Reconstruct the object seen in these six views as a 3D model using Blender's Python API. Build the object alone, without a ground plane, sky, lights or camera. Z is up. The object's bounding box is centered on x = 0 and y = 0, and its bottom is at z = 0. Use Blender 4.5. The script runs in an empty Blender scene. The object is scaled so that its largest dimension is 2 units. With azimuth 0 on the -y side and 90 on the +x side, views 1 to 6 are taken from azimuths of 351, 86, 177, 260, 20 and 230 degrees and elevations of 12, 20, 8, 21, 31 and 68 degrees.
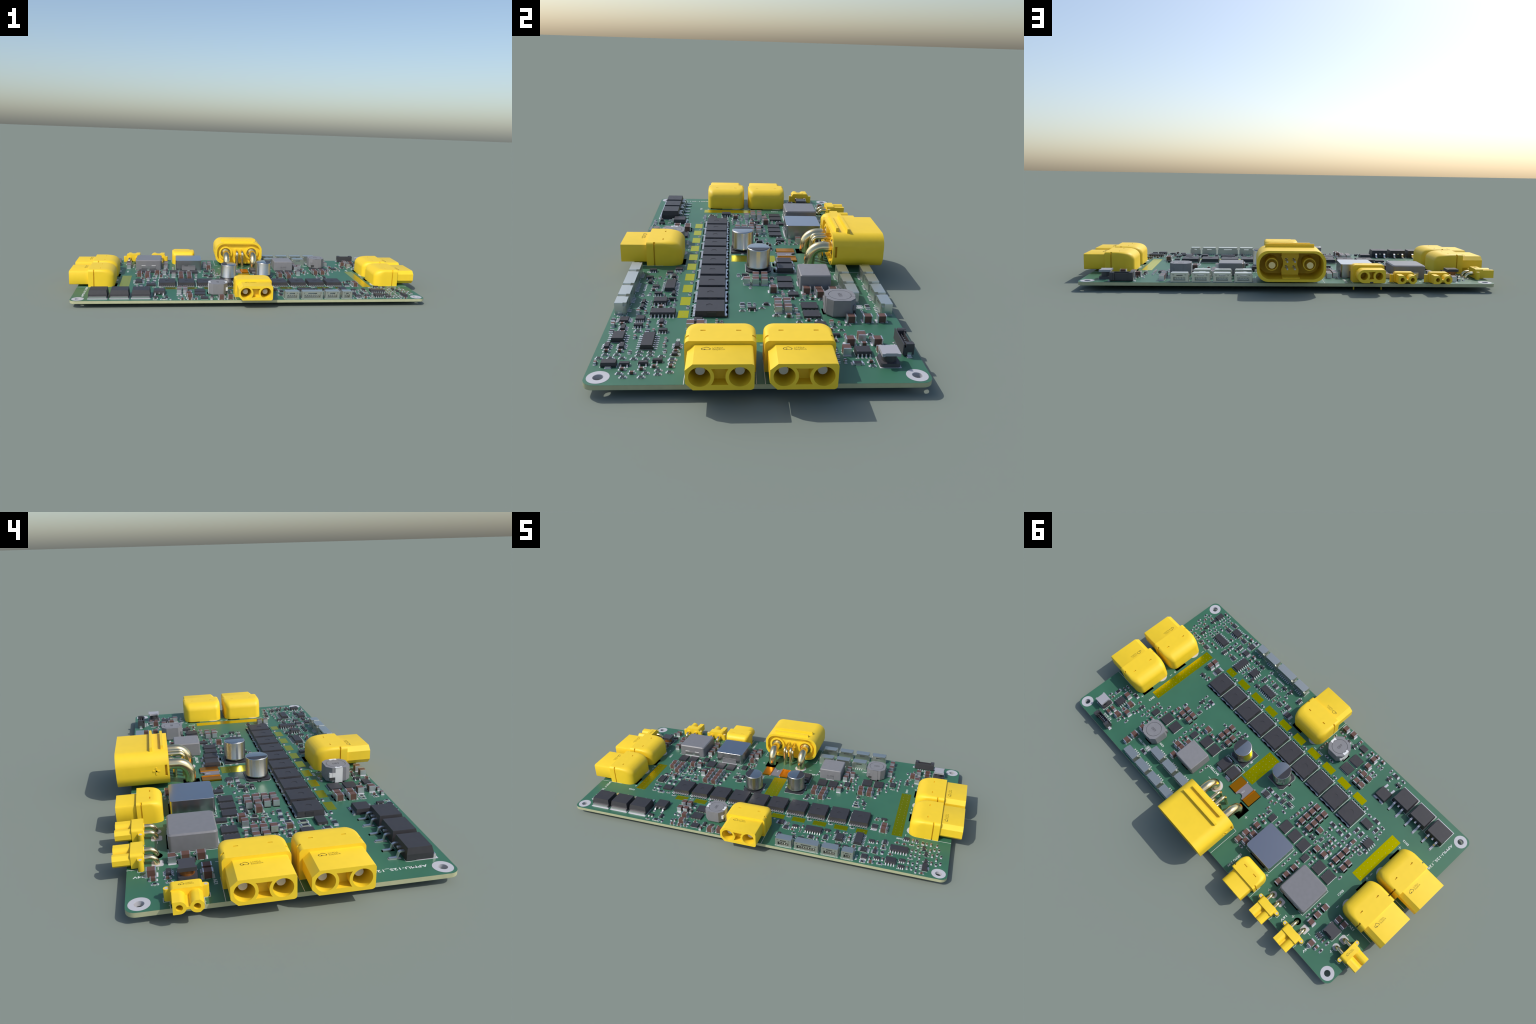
import bpy, bmesh, math, random
from mathutils import Matrix, Vector

random.seed(7)
COL = bpy.context.scene.collection
MM = 0.00957            # one millimetre of the real board, in scene metres
ZTOP = 0.0377           # height of the board's top face
Y0 = -0.002             # the board sits 2 mm off the centre line of the whole assembly
T = 1.6                 # board thickness, mm

# ------------------------------------------------------------------ materials
def material(name, color, rough=0.5, metal=0.0, spec=0.5, grain=0.0, scale=60.0, bump=0.0):
    m = bpy.data.materials.new(name)
    m.use_nodes = True
    nt = m.node_tree
    b = nt.nodes['Principled BSDF']
    b.inputs['Base Color'].default_value = (*color, 1)
    b.inputs['Roughness'].default_value = rough
    b.inputs['Metallic'].default_value = metal
    b.inputs['Specular IOR Level'].default_value = spec
    if grain or bump:
        tc = nt.nodes.new('ShaderNodeTexCoord')
        n = nt.nodes.new('ShaderNodeTexNoise')
        n.inputs['Scale'].default_value = scale
        n.inputs['Detail'].default_value = 4
        nt.links.new(tc.outputs['Object'], n.inputs['Vector'])
        if grain:
            r = nt.nodes.new('ShaderNodeValToRGB')
            r.color_ramp.elements[0].position = 0.3
            r.color_ramp.elements[1].position = 0.7
            r.color_ramp.elements[0].color = (*[c * (1 - grain) for c in color], 1)
            r.color_ramp.elements[1].color = (*[min(1, c * (1 + grain)) for c in color], 1)
            nt.links.new(n.outputs['Fac'], r.inputs['Fac'])
            nt.links.new(r.outputs['Color'], b.inputs['Base Color'])
        if bump:
            bp = nt.nodes.new('ShaderNodeBump')
            bp.inputs['Strength'].default_value = bump
            bp.inputs['Distance'].default_value = 0.0005
            nt.links.new(n.outputs['Fac'], bp.inputs['Height'])
            nt.links.new(bp.outputs['Normal'], b.inputs['Normal'])
    return m

MAT = dict(
    mask=material('green_solder_mask', (0.040, 0.150, 0.088), 0.45, grain=0.05, scale=9),
    core=material('fibreglass_core', (0.44, 0.45, 0.27), 0.7, grain=0.05, scale=40),
    yellow=material('yellow_nylon', (0.91, 0.62, 0.022), 0.52, grain=0.02, scale=30),
    ink=material('dark_print', (0.10, 0.075, 0.004), 0.6),
    inkpale=material('faint_print', (0.36, 0.26, 0.010), 0.6),
    silk=material('white_silkscreen', (0.68, 0.71, 0.71), 0.6),
    pad=material('tinned_pad', (0.50, 0.50, 0.53), 0.5),
    void=material('pure_black_land', (0.0, 0.0, 0.0), 1.0, spec=0.0),  # pads in flat pure black with no sheen
    copperpad=material('yellow_plated_copper', (0.74, 0.64, 0.0), 0.28, metal=1.0),
    tin=material('tin_terminal', (0.72, 0.72, 0.74), 0.35, metal=0.85),
    steel=material('lead_metal', (0.62, 0.62, 0.63), 0.3, metal=0.9),
    gold=material('gold_plating', (0.83, 0.70, 0.40), 0.2, metal=1.0),
    pinface=material('pin_end_metal', (0.55, 0.55, 0.54), 0.5, metal=0.3),
    copper=material('copper_strip', (0.85, 0.30, 0.01), 0.3, metal=1.0),
    manganin=material('resistive_alloy', (0.20, 0.19, 0.21), 0.5),
    brown=material('ceramic_brown', (0.125, 0.062, 0.047), 0.5, grain=0.08, scale=80),
    black=material('black_epoxy', (0.036, 0.035, 0.040), 0.5, grain=0.08, scale=80),
    blackhi=material('black_resistor_face', (0.018, 0.018, 0.022), 0.4),
    subst=material('alumina_substrate', (0.42, 0.46, 0.40), 0.6),
    viadot=material('via_dot', (0.30, 0.31, 0.26), 0.5),
    mark=material('grey_print', (0.16, 0.16, 0.17), 0.6),
    stamp=material('dark_stamp', (0.07, 0.07, 0.075), 0.6),
    ferrite=material('grey_ferrite', (0.225, 0.225, 0.235), 0.5, grain=0.04, scale=60),
    ferrite2=material('grey_moulded_core', (0.195, 0.195, 0.205), 0.42, grain=0.04, scale=60),
    shield=material('blue_grey_shielded_core', (0.50, 0.50, 0.52), 0.28, metal=1.0),
    groove=material('dark_groove', (0.05, 0.05, 0.05), 0.7),
    whitemetal=material('bright_tin_clip', (0.86, 0.86, 0.84), 0.35, metal=0.2),
    pale=material('pale_plate', (0.37, 0.37, 0.40), 0.45),
    darkcore=material('dark_ferrite', (0.055, 0.054, 0.060), 0.45),
    can=material('aluminium_can', (0.52, 0.52, 0.50), 0.26, metal=1.0),
    canblack=material('black_can_sector', (0.035, 0.035, 0.042), 0.45),
    shell=material('ivory_connector_shell', (0.62, 0.64, 0.58), 0.36, metal=0.92),
    dark=material('black_connector_shell', (0.05, 0.05, 0.055), 0.5),
    winding=material('enamelled_winding', (0.36, 0.13, 0.03), 0.4, metal=0.4),
)

# ------------------------------------------------------------------ mesh builder (all in mm)
class MB:
    def __init__(self):
        self.v, self.f, self.m, self.mats = [], [], [], []
    def mi(self, mat):
        if mat not in self.mats:
            self.mats.append(mat)
        return self.mats.index(mat)
    def add(self, verts, faces, mat, tf=None):
        o, k = len(self.v), self.mi(mat)
        for p in verts:
            p = Vector(p)
            self.v.append(tf @ p if tf else p)
        for f in faces:
            self.f.append([i + o for i in f])
            self.m.append(k)
    def box(self, x0, x1, y0, y1, z0, z1, mat, tx=0.0, ty=0.0, tf=None):
        """a block; tx, ty pull in the top on each side (drafted block)"""
        v = [(x0, y0, z0), (x1, y0, z0), (x1, y1, z0), (x0, y1, z0),
             (x0 + tx, y0 + ty, z1), (x1 - tx, y0 + ty, z1), (x1 - tx, y1 - ty, z1), (x0 + tx, y1 - ty, z1)]
        f = [(3, 2, 1, 0), (4, 5, 6, 7), (0, 1, 5, 4), (1, 2, 6, 5), (2, 3, 7, 6), (3, 0, 4, 7)]
        self.add(v, f, mat, tf)
    def prism(self, pts, z0, z1, mat, tf=None, top=None):
        """convex or simple outline raised from z0 to z1; top: outline of the upper rim"""
        n = len(pts)
        top = top or pts
        v = [(x, y, z0) for x, y in pts] + [(x, y, z1) for x, y in top]
        f = [tuple(range(n - 1, -1, -1)), tuple(range(n, 2 * n))]
        f += [(i, (i + 1) % n, n + (i + 1) % n, n + i) for i in range(n)]
        self.add(v, f, mat, tf)
    def disc(self, x, y, r, z0, z1, mat, n=28, tf=None):
        self.prism(circle(x, y, r, n), z0, z1, mat, tf)
    def rings(self, rings, mat, tf=None, cap=True):
        """skin through closed rings with equal vertex counts"""
        n = len(rings[0])
        v = [p for r in rings for p in r]
        f = []
        for k in range(len(rings) - 1):
            for i in range(n):
                j = (i + 1) % n
                f.append((k * n + i, k * n + j, (k + 1) * n + j, (k + 1) * n + i))
        if cap:
            f.append(tuple(range(n - 1, -1, -1)))
            f.append(tuple((len(rings) - 1) * n + i for i in range(n)))
        self.add(v, f, mat, tf)
    def lathe(self, prof, mat, n=40, x=0, y=0, tf=None):
        rings = [[(x + r * math.cos(2 * math.pi * i / n), y + r * math.sin(2 * math.pi * i / n), z) for i in range(n)] for r, z in prof]
        self.rings(rings, mat, tf)
    def tube(self, path, r, mat, n=16, tf=None):
        """round bar along a path lying in the local xz plane"""
        rings = []
        for i, p in enumerate(path):
            a = Vector(path[max(0, i - 1)])
            b = Vector(path[min(len(path) - 1, i + 1)])
            d = (b - a).normalized()
            side = Vector((0, 1, 0))
            up = side.cross(d)
            rings.append([Vector(p) + r * (math.cos(2 * math.pi * k / n) * side + math.sin(2 * math.pi * k / n) * up) for k in range(n)])
        self.rings(rings, mat, tf)
    def sheet(self, loops, depth, mat, tf):
        """flat outline with holes, thickened; local xy outline, raised 0..depth along z"""
        v, f = punched(loops, depth)
        self.add(v, f, mat, tf)
    def mesh(self, name, angle=35):
        me = bpy.data.meshes.new(name)
        me.from_pydata([p * MM for p in self.v], [], self.f)
        for m in self.mats:
            me.materials.append(MAT[m])
        me.polygons.foreach_set('material_index', self.m)
        bm = bmesh.new()
        bm.from_mesh(me)
        bmesh.ops.recalc_face_normals(bm, faces=bm.faces)
        bm.to_mesh(me)
        bm.free()
        me.shade_smooth()
        me.set_sharp_from_angle(angle=math.radians(angle))
        me.update()
        return me

def circle(x, y, r, n=28, a0=0.0, a1=360.0):
    full = abs(a1 - a0) >= 359.9
    k = n if full else n + 1
    return [(x + r * math.cos(math.radians(a0 + (a1 - a0) * i / n)), y + r * math.sin(math.radians(a0 + (a1 - a0) * i / n))) for i in range(k)]

def rounded(x0, x1, y0, y1, r, n=6):
    """rectangle with round corners; r is one radius or four (from x1y1 counter-clockwise)"""
    r = r if isinstance(r, (tuple, list)) else (r,) * 4
    out = []
    for (cx, cy, a), q in zip(((x1, y1, 0), (x0, y1, 90), (x0, y0, 180), (x1, y0, 270)), r):
        sx = -1 if cx == x1 else 1
        sy = -1 if cy == y1 else 1
        out += circle(cx + sx * q, cy + sy * q, q, n, a, a + 90) if q > 0 else [(cx, cy)]
    return out

def punched(loops, depth):
    cu = bpy.data.curves.new('outline', 'CURVE')
    cu.dimensions = '2D'
    cu.fill_mode = 'BOTH'
    cu.extrude = depth / 2
    for lp in loops:
        s = cu.splines.new('POLY')
        s.points.add(len(lp) - 1)
        for p, (x, y) in zip(s.points, lp):
            p.co = (x, y, 0, 1)
        s.use_cyclic_u = True
    ob = bpy.data.objects.new('outline', cu)
    me = ob.to_mesh()
    v = [(p.co.x, p.co.y, p.co.z + depth / 2) for p in me.vertices]
    f = [tuple(p.vertices) for p in me.polygons]
    ob.to_mesh_clear()
    bpy.data.objects.remove(ob)
    bpy.data.curves.remove(cu)
    return v, f

def carve(me, cutters):
    """cut blocks (x0,x1,y0,y1,z0,z1 in mm) out of a mesh, one after another"""
    for q in cutters:
        c = MB()
        c.box(*q, 'yellow')
        cm = c.mesh('cutter')
        a = bpy.data.objects.new('work', me)
        b = bpy.data.objects.new('cutter', cm)
        for o in (a, b):
            COL.objects.link(o)
        md = a.modifiers.new('cut', 'BOOLEAN')
        md.operation = 'DIFFERENCE'
        md.solver = 'EXACT'
        md.object = b
        dg = bpy.context.evaluated_depsgraph_get()
        out = bpy.data.meshes.new_from_object(a.evaluated_get(dg))
        for o in (a, b):
            bpy.data.objects.remove(o)
        bpy.data.meshes.remove(cm)
        out.name = me.name
        me = out
    me.set_sharp_from_angle(angle=math.radians(35))
    return me

# axes: lay an outline drawn in (y, z) so that its depth runs along x
def along_x(x):
    return Matrix(((0, 0, 1, x), (1, 0, 0, 0), (0, 1, 0, 0), (0, 0, 0, 1)))
def rotz(d, x=0, y=0, z=0):
    return Matrix.Translation((x, y, z)) @ Matrix.Rotation(math.radians(d), 4, 'Z')

# ------------------------------------------------------------------ objects
root = bpy.data.objects.new('power_circuit_board', None)
root.empty_display_size = 0.1
COL.objects.link(root)
root['label'] = 'green circuit board with yellow power sockets and many chips'
root['category'] = 'circuit board'

def place(name, me, x=0, y=0, z=0, rot=0, parent=None):
    """put a part at board millimetres (x, y), z above the top face; or inside a parent part"""
    o = bpy.data.objects.new(name, me)
    COL.objects.link(o)
    if parent is None:
        o.parent = root
        o.location = (x * MM, Y0 + y * MM, ZTOP + z * MM)
    else:
        o.parent = parent
        o.location = (x * MM, y * MM, z * MM)
    o.rotation_euler = (0, 0, math.radians(rot))
    return o

pads, silk = MB(), MB()      # everything printed or plated on the board face
PZ, SZ = 0.06, 0.045

def pad(x0, x1, y0, y1, mat='pad', tf=None, z=PZ):
    pads.box(x0, x1, y0, y1, 0.004, z, mat, tf=tf)

def line(x0, y0, x1, y1, w=0.16, tf=None):
    a, b = Vector((x0, y0)), Vector((x1, y1))
    d = (b - a).normalized() * (w / 2)
    n = Vector((-d.y, d.x))
    a, b = a - d, b + d
    silk.prism([tuple(a - n), tuple(b - n), tuple(b + n), tuple(a + n)], 0.003, SZ, 'silk', tf)

def text_mesh(body, size, depth=0.04, align='CENTER', spacing=1.0, thick=0.0):
    cu = bpy.data.curves.new('lettering', 'FONT')
    cu.body = body
    cu.size = size
    cu.align_x = align
    cu.align_y = 'CENTER'
    cu.extrude = depth / 2
    cu.offset = thick
    cu.resolution_u = 2
    cu.space_character = spacing
    ob = bpy.data.objects.new('lettering', cu)
    me = ob.to_mesh()
    v = [(p.co.x, p.co.y, p.co.z + depth / 2) for p in me.vertices]
    f = [tuple(p.vertices) for p in me.polygons]
    ob.to_mesh_clear()
    bpy.data.objects.remove(ob)
    bpy.data.curves.remove(cu)
    return v, f

def letter(body, x, y, rot, size, width=None, thick=0.03):
    v, f = text_mesh(body, size, SZ - 0.003, thick=thick)
    sx = 1.0
    if width:
        xs = [p[0] for p in v]
        sx = width / (max(xs) - min(xs))
    silk.add(v, f, 'silk', rotz(rot, x, y, 0.003) @ Matrix.Diagonal((sx, 1, 1, 1)))

# ------------------------------------------------------------------ the bare board
def build_board():
    holes = [(sx * 96, sy * 46) for sx in (-1, 1) for sy in (-1, 1)]
    for nm, z0, z1, mat in (('fibreglass_core', -T + 0.04, -0.04, 'core'), ('top_solder_mask', -0.039, 0, 'mask'), ('bottom_solder_mask', -T, -T + 0.039, 'mask')):
        b = MB()
        b.sheet([rounded(-100, 100, -50, 50, 3.2, 8)] + [circle(x, y, 1.6, 32) for x, y in holes], z1 - z0, mat, Matrix.Translation((0, 0, z0)))
        place(nm, b.mesh(nm))
    b = MB()
    for z0, z1 in ((0.002, 0.06), (-T - 0.06, -T - 0.002)):
        b.sheet([circle(0, 0, 3.25, 48), circle(0, 0, 1.58, 32)], z1 - z0, 'pad', Matrix.Translation((0, 0, z0)))
    b.sheet([circle(0, 0, 1.595, 32), circle(0, 0, 1.5, 32)], T + 0.08, 'pad', Matrix.Translation((0, 0, -T - 0.04)))
    me = b.mesh('mounting_hole_ring')
    for x, y in holes:
        place('mounting_hole_ring', me, x, y)

build_board()

# ------------------------------------------------------------------ yellow plated copper areas with via dots
def copper_area(x0, x1, y0, y1, cols=0, rows=0, pitch=2.45):
    b = MB()
    b.box(x0, x1, y0, y1, 0.003, 0.05, 'copperpad')
    cx, cy = (x0 + x1) / 2, (y0 + y1) / 2
    for i in range(cols):
        for j in range(rows):
            x = cx + (i - (cols - 1) / 2) * pitch
            y = cy + (j - (rows - 1) / 2) * pitch
            b.disc(x, y, 0.13, 0.05, 0.06, 'viadot', 10)
    place('copper_area', b.mesh('copper_area'))

copper_area(70.9, 76.15, -23.5, 15.8, 2, 16)
copper_area(-76.3, -70.7, -23.55, 4.8, 2, 11, 2.5)
copper_area(-2.95, 4.65, -8.4, 10.9, 3, 8, 2.3)
copper_area(53.2, 58.9, -27, -23.35, 2, 1, 2.4)
for k in range(9):
    c = 45.2 - 11.4 * k
    copper_area(c - 3.5, c + 3.5, -27, -23.33)
    for sx in (-1.2, 1.2):
        for sy in (-27, -23.33):
            pads.disc(c + sx, sy + (0.12 if sy < -25 else -0.12), 0.13, 0.05, 0.065, 'viadot', 10)

# ------------------------------------------------------------------ yellow power sockets
def shell_block(b, xr, xf, hw, h, rx, rz, ry, rc, rt, mat='yellow'):
    """housing block: flat front at xf, rear at xr with a swept top edge (rx by rz), rounded plan corners (rc by ry), round top sides rt"""
    levels = [0.0, h - rz] + [h - rz + rz * math.sin(math.radians(a)) for a in range(8, 90, 8)] + [h - rt + rt * math.sin(math.radians(a)) for a in (20, 45, 65, 80)] + [h]
    rings = []
    for z in sorted(set(round(q, 4) for q in levels)):
        t = max(0.0, (z - (h - rz)) / rz)
        back = xr + rx * (1 - math.sqrt(max(0.0, 1 - t * t)))
        s = max(0.0, (z - (h - rt)) / rt)
        w = hw - rt * (1 - math.sqrt(max(0.0, 1 - s * s)))
        q = []
        for a in range(0, 91, 10):
            q.append((back + rc * (1 - math.sin(math.radians(a))), w - ry * (1 - math.cos(math.radians(a))), z))
        left = q
        right = [(x, -y, z) for x, y, _ in reversed(q)]
        rings.append([(xf, w, z)] + left + right + [(xf, -w, z)])
    b.rings(rings, mat)

def cloud_mark(b, x, y, z, size, rot):
    """small cloud-shaped outline and two faint lines of lettering, printed"""
    pts = []
    k = size
    arcs = ((-0.50, -0.05, 0.34, 100, 275), (0.52, -0.06, 0.32, -80, 60), (0.12, 0.16, 0.46, 30, 150))
    for i in (0, 1, 2):
        cx, cy, r, a0, a1 = arcs[i]
        pts.append(circle(cx * k, cy * k, r * k, 12, a0, a1))
    ring = pts[0] + [(-0.28 * k, -0.42 * k), (-0.1 * k, -0.25 * k), (0.05 * k, -0.42 * k), (0.2 * k, -0.32 * k)] + pts[1] + pts[2]
    inner = [(p[0] * 0.84, p[1] * 0.80) for p in ring]
    n = len(ring)
    v = [(p[0], p[1], 0) for p in ring] + [(p[0], p[1], 0) for p in inner]
    v += [(p[0], p[1], 0.03) for p in v]
    f = []
    for i in range(n):
        j = (i + 1) % n
        f += [(2 * n + i, 2 * n + j, 3 * n + j, 3 * n + i), (i, n + i, n + j, j), (i, j, 2 * n + j, 2 * n + i), (n + j, n + i, 3 * n + i, 3 * n + j)]
    tf = rotz(rot, x, y, z + 0.002)
    b.add(v, f, 'ink', tf)
    b.add(*ring_dot(-0.2 * k, -0.22 * k, 0.16 * k), 'ink', tf)
    for row, (s, dy) in enumerate((('LCEDA', 0.30), ('EasyEDA', -0.26))):
        tv, tf_ = text_mesh(s, 0.62 * k, 0.03, 'LEFT')
        b.add(tv, tf_, 'inkpale', tf @ Matrix.Translation((1.12 * k, dy * k, 0)))

def ring_dot(x, y, r):
    p = circle(x, y, r, 12)
    n = len(p)
    return [(a, c, 0) for a, c in p] + [(a, c, 0.03) for a, c in p], [tuple(range(n, 2 * n))] + [(i, (i + 1) % n, n + (i + 1) % n, n + i) for i in range(n)]

def wide_socket_meshes():
    """two-pole 90 degree socket; local +x is the mating side, origin 81 mm datum below the pins"""
    o = 81.0
    b = MB()
    shell_block(b, 79.0 - o, 93.7 - o, 10.3, 10.25, 5.6, 4.2, 3.2, 4.8, 1.4)
    me = b.mesh('socket_hood')
    cut = []
    for s in (-1, 1):
        cut.append((90.2 - o, 90.75 - o, 9.4 if s > 0 else -11, 11 if s > 0 else -9.4, -1, 10.0))
        cut.append((90.05 - o, 90.9 - o, 9.15 if s > 0 else -10.4, 10.4 if s > 0 else -9.15, 9.4, 11))
        cut.append((86.95 - o, 87.45 - o, s * 5.25 - 0.75, s * 5.25 + 0.75, 9.6, 11))
    hood = carve(me, cut)
    b = MB()
    ch = [(9.4, 2.0), (9.4, 8.4), (9.15, 8.95), (8.6, 9.2), (-7.25, 9.2), (-9.4, 7.3), (-9.4, 3.3), (-7.3, 1.15), (8.5, 1.15), (9.1, 1.4)]
    R = 3.95
    slot = [(-5.47 + R * math.cos(math.radians(a)), 5.25 + R * math.sin(math.radians(a))) for a in range(-39, 40, 6)]
    slot += [(5.47 - R * math.cos(math.radians(a)), 5.25 + R * math.sin(math.radians(a))) for a in range(39, -40, -6)]
    holes = [circle(s * 5.47, 5.25, 3.02, 36) for s in (-1, 1)]
    b.sheet([ch] + holes, 101.4 - 93.6, 'yellow', along_x(93.6 - o))
    b.sheet([ch] + holes + [slot], 3.1, 'yellow', along_x(101.4 - o))
    for s in (-1, 1):
        b.sheet([circle(s * 5.47, 5.25, 1.6, 24)], 6.5, 'yellow', along_x(93.6 - o))
    cloud_mark(b, 96.2 - o, -4.05, 9.2, 1.6, 90)
    nose = b.mesh('socket_nose')
    b = MB()
    for s in (-1, 1):
        b.sheet([circle(s * 5.47, 5.25, 1.32, 24)], 101.3 - 94, 'pinface', along_x(94 - o))
    pins = b.mesh('contact_pin')
    return hood, nose, pins

WIDE = wide_socket_meshes()
def wide_socket(x, y, rot):
    h = place('power_socket', WIDE[0], x, y, 0, rot)
    place('socket_nose', WIDE[1], parent=h)
    place('contact_pin', WIDE[2], parent=h)
    tf = rotz(rot, x, y)
    o = 81.0
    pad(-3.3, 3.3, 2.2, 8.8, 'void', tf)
    pads.disc(0.1, -5.5, 3.3, 0.004, PZ, 'pad', 36, tf)
    for s in (-1, 1):
        line(93.9 - o, s * 10.25, 99.9 - o, s * 10.25, tf=tf)
        line(79.0 - o + 8, s * 10.3, 93.9 - o, s * 10.3, tf=tf)
for x, y, r in ((81, -11.5, 0), (81, 11.5, 0), (-81, 11.5, 180), (-81, -11.5, 180), (-0.25, -31.3, 270)):
    wide_socket(x, y, r)

def medium_socket():
    """rounded two-pole socket on the rear edge; local +x mates, datum y = 41"""
    o = 41.0
    b = MB()
    shell_block(b, 37.5 - o, 46.8 - o, 7.65, 8.4, 3.5, 3.0, 2.2, 3.4, 1.0)
    cut = []
    for s in (-1, 1):
        cut.append((44.85 - o, 45.35 - o, 7.0 if s > 0 else -8.5, 8.5 if s > 0 else -7.0, -1, 8.1))
        cut.append((44.7 - o, 45.5 - o, 6.75 if s > 0 else -7.8, 7.8 if s > 0 else -6.75, 7.7, 9))
        cut.append((41.7 - o, 42.1 - o, s * 3.2 - 1.0, s * 3.2 + 1.0, 7.9, 9))
    hood = carve(b.mesh('socket_hood'), cut)
    b = MB()
    zc = 4.15
    out = [(6.65, 1.8), (6.65, 6.5), (6.4, 7.1), (5.8, 7.3)] + circle(-3.5, zc, 3.15, 20, 90, 270) + [(5.8, 1.0), (6.4, 1.2)]
    out += []
    bow = [(-1.5, 6.45), (1.5, 6.45)]
    R = 2.75
    bow = [(-3.6 + R * math.cos(math.radians(a)), zc + 0.1 + R * math.sin(math.radians(a))) for a in range(-35, 51, 8)]
    bow += [(3.6 - R * math.cos(math.radians(a)), zc + 0.1 + R * math.sin(math.radians(a))) for a in range(51, -36, -8)]
    holes = [circle(s * 3.6, zc + 0.1, 1.8, 28) for s in (-1, 1)]
    b.sheet([out] + holes, 50.5 - 46.7, 'yellow', along_x(46.7 - o))
    b.sheet([out] + holes + [bow], 3.8, 'yellow', along_x(50.5 - o))
    b.box(53.9 - o, 54.33 - o, -0.8, 0.8, 0.98, 1.65, 'groove')
    nose = b.mesh('socket_nose')
    b = MB()
    for s in (-1, 1):
        b.lathe([(0.36, -3.94), (0.36, 0.2)], 'yellow', 14, 45.1 - o, s * 6.8)
        b.lathe([(1.05, -2.0), (1.05, 0.2)], 'yellow', 20, 0.4, s * 3.6)
    legs = b.mesh('locating_peg')
    h = place('medium_power_socket', hood, -37.95, o, 0, 90)
    place('socket_nose', nose, parent=h)
    place('locating_peg', legs, parent=h)
    tf = rotz(90, -37.95, o)
    line(2, -7.9, 8.7, -7.9, tf=tf)
    line(2, 7.9, 8.7, 7.9, tf=tf)
medium_socket()

def small_socket_meshes():
    b = MB()
    # flange
    prof = rounded(-4.65, 4.65, 0.25, 5.2, (1.0, 1.0, 0.3, 0.3), 5)
    b.sheet([prof], 3.9, 'yellow', along_x(4.2))
    zc = 2.6
    R = 1.98
    a0 = math.degrees(math.asin((2.75 - zc) / R))
    a1 = math.degrees(math.asin((1.95 - zc) / R))
    out = [(-4.3, 0.62)] + circle(-2.45, zc, R, 14, -90, a1) + circle(2.45, zc, R, 14, 180 - a1, 270)
    out += [(3.2, 0.62), (4.45, 1.75), (4.45, 3.45), (3.3, 4.58)] + circle(2.45, zc, R, 14, 90, 180 - a0) + circle(-2.45, zc, R, 14, a0, 90) + [(-4.3, 4.58)]
    holes = [circle(s * 2.45, zc, 1.0, 24) for s in (-1, 1)]
    b.sheet([out] + holes, 13.8 - 8.0, 'yellow', along_x(8.0))
    for s in (-1, 1):
        ear = [(4.15, s * 4.5), (6.0, s * 4.5)] + ([(6.0, s * 5.6)] + circle(5.07, s * 5.6, 0.93, 10, 0, s * 180)[1:])
        b.prism(ear, 0.0, 3.85, 'yellow')
        b.disc(5.1, s * 5.63, 0.5, 3.0, 3.88, 'pad', 18)
        b.lathe([(1.25, 0), (1.25, 0.25)], 'yellow', 20, tf=Matrix.Translation((3.95, s * 2.5, zc)) @ Matrix.Rotation(math.radians(90), 4, 'Y'))
    body = b.mesh('small_socket_body')
    b = MB()
    path = [(8.5, 0, zc), (4.2, 0, zc), (2.4, 0, zc)] + [(2.4 - 2.3 * math.sin(math.radians(a)), 0, zc - 2.3 + 2.3 * math.cos(math.radians(a))) for a in range(9, 91, 9)] + [(0.1, 0, -0.9)]
    b.tube(path, 0.9, 'gold', 18)
    pin = b.mesh('contact_pin')
    b = MB()
    cloud_mark(b, 5.95, -1.35, 5.2, 1.07, 90)
    mark = b.mesh('printed_mark')
    return body, pin, mark
SMALL = small_socket_meshes()
def small_socket(x, y, rot, pos_mat, printed=False):
    h = place('small_power_socket', SMALL[0], x, y, 0, rot)
    for s in (-1, 1):
        place('contact_pin', SMALL[1], 0, s * 2.5, 0, 0, h)
    if printed:
        place('printed_mark', SMALL[2], parent=h)
    tf = rotz(rot, x, y)
    pads.prism(rounded(-1.9, 1.9, 0.7, 4.3, 0.7, 4), 0.004, PZ, 'pad', tf)
    pads.disc(0, -2.5, 1.75, 0.004, PZ, pos_mat, 28, tf)
    for s in (-1, 1):
        line(8.2, s * 4.85, 9.6, s * 4.85, tf=tf)
        line(8.2, s * 4.85, 8.2, s * 5.2, tf=tf)
        line(6.15, s * 4.9, 8.2, s * 4.9, tf=tf)
        line(4.0, s * 6.75, 6.2, s * 6.75, tf=tf)
        line(6.2, s * 6.75, 6.2, s * 5.0, tf=tf)
small_socket(-55.2, 40.4, 90, 'pad')
small_socket(-72.25, 40.4, 90, 'void')
small_socket(-90.45, 32.45, 180, 'pad', True)

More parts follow.
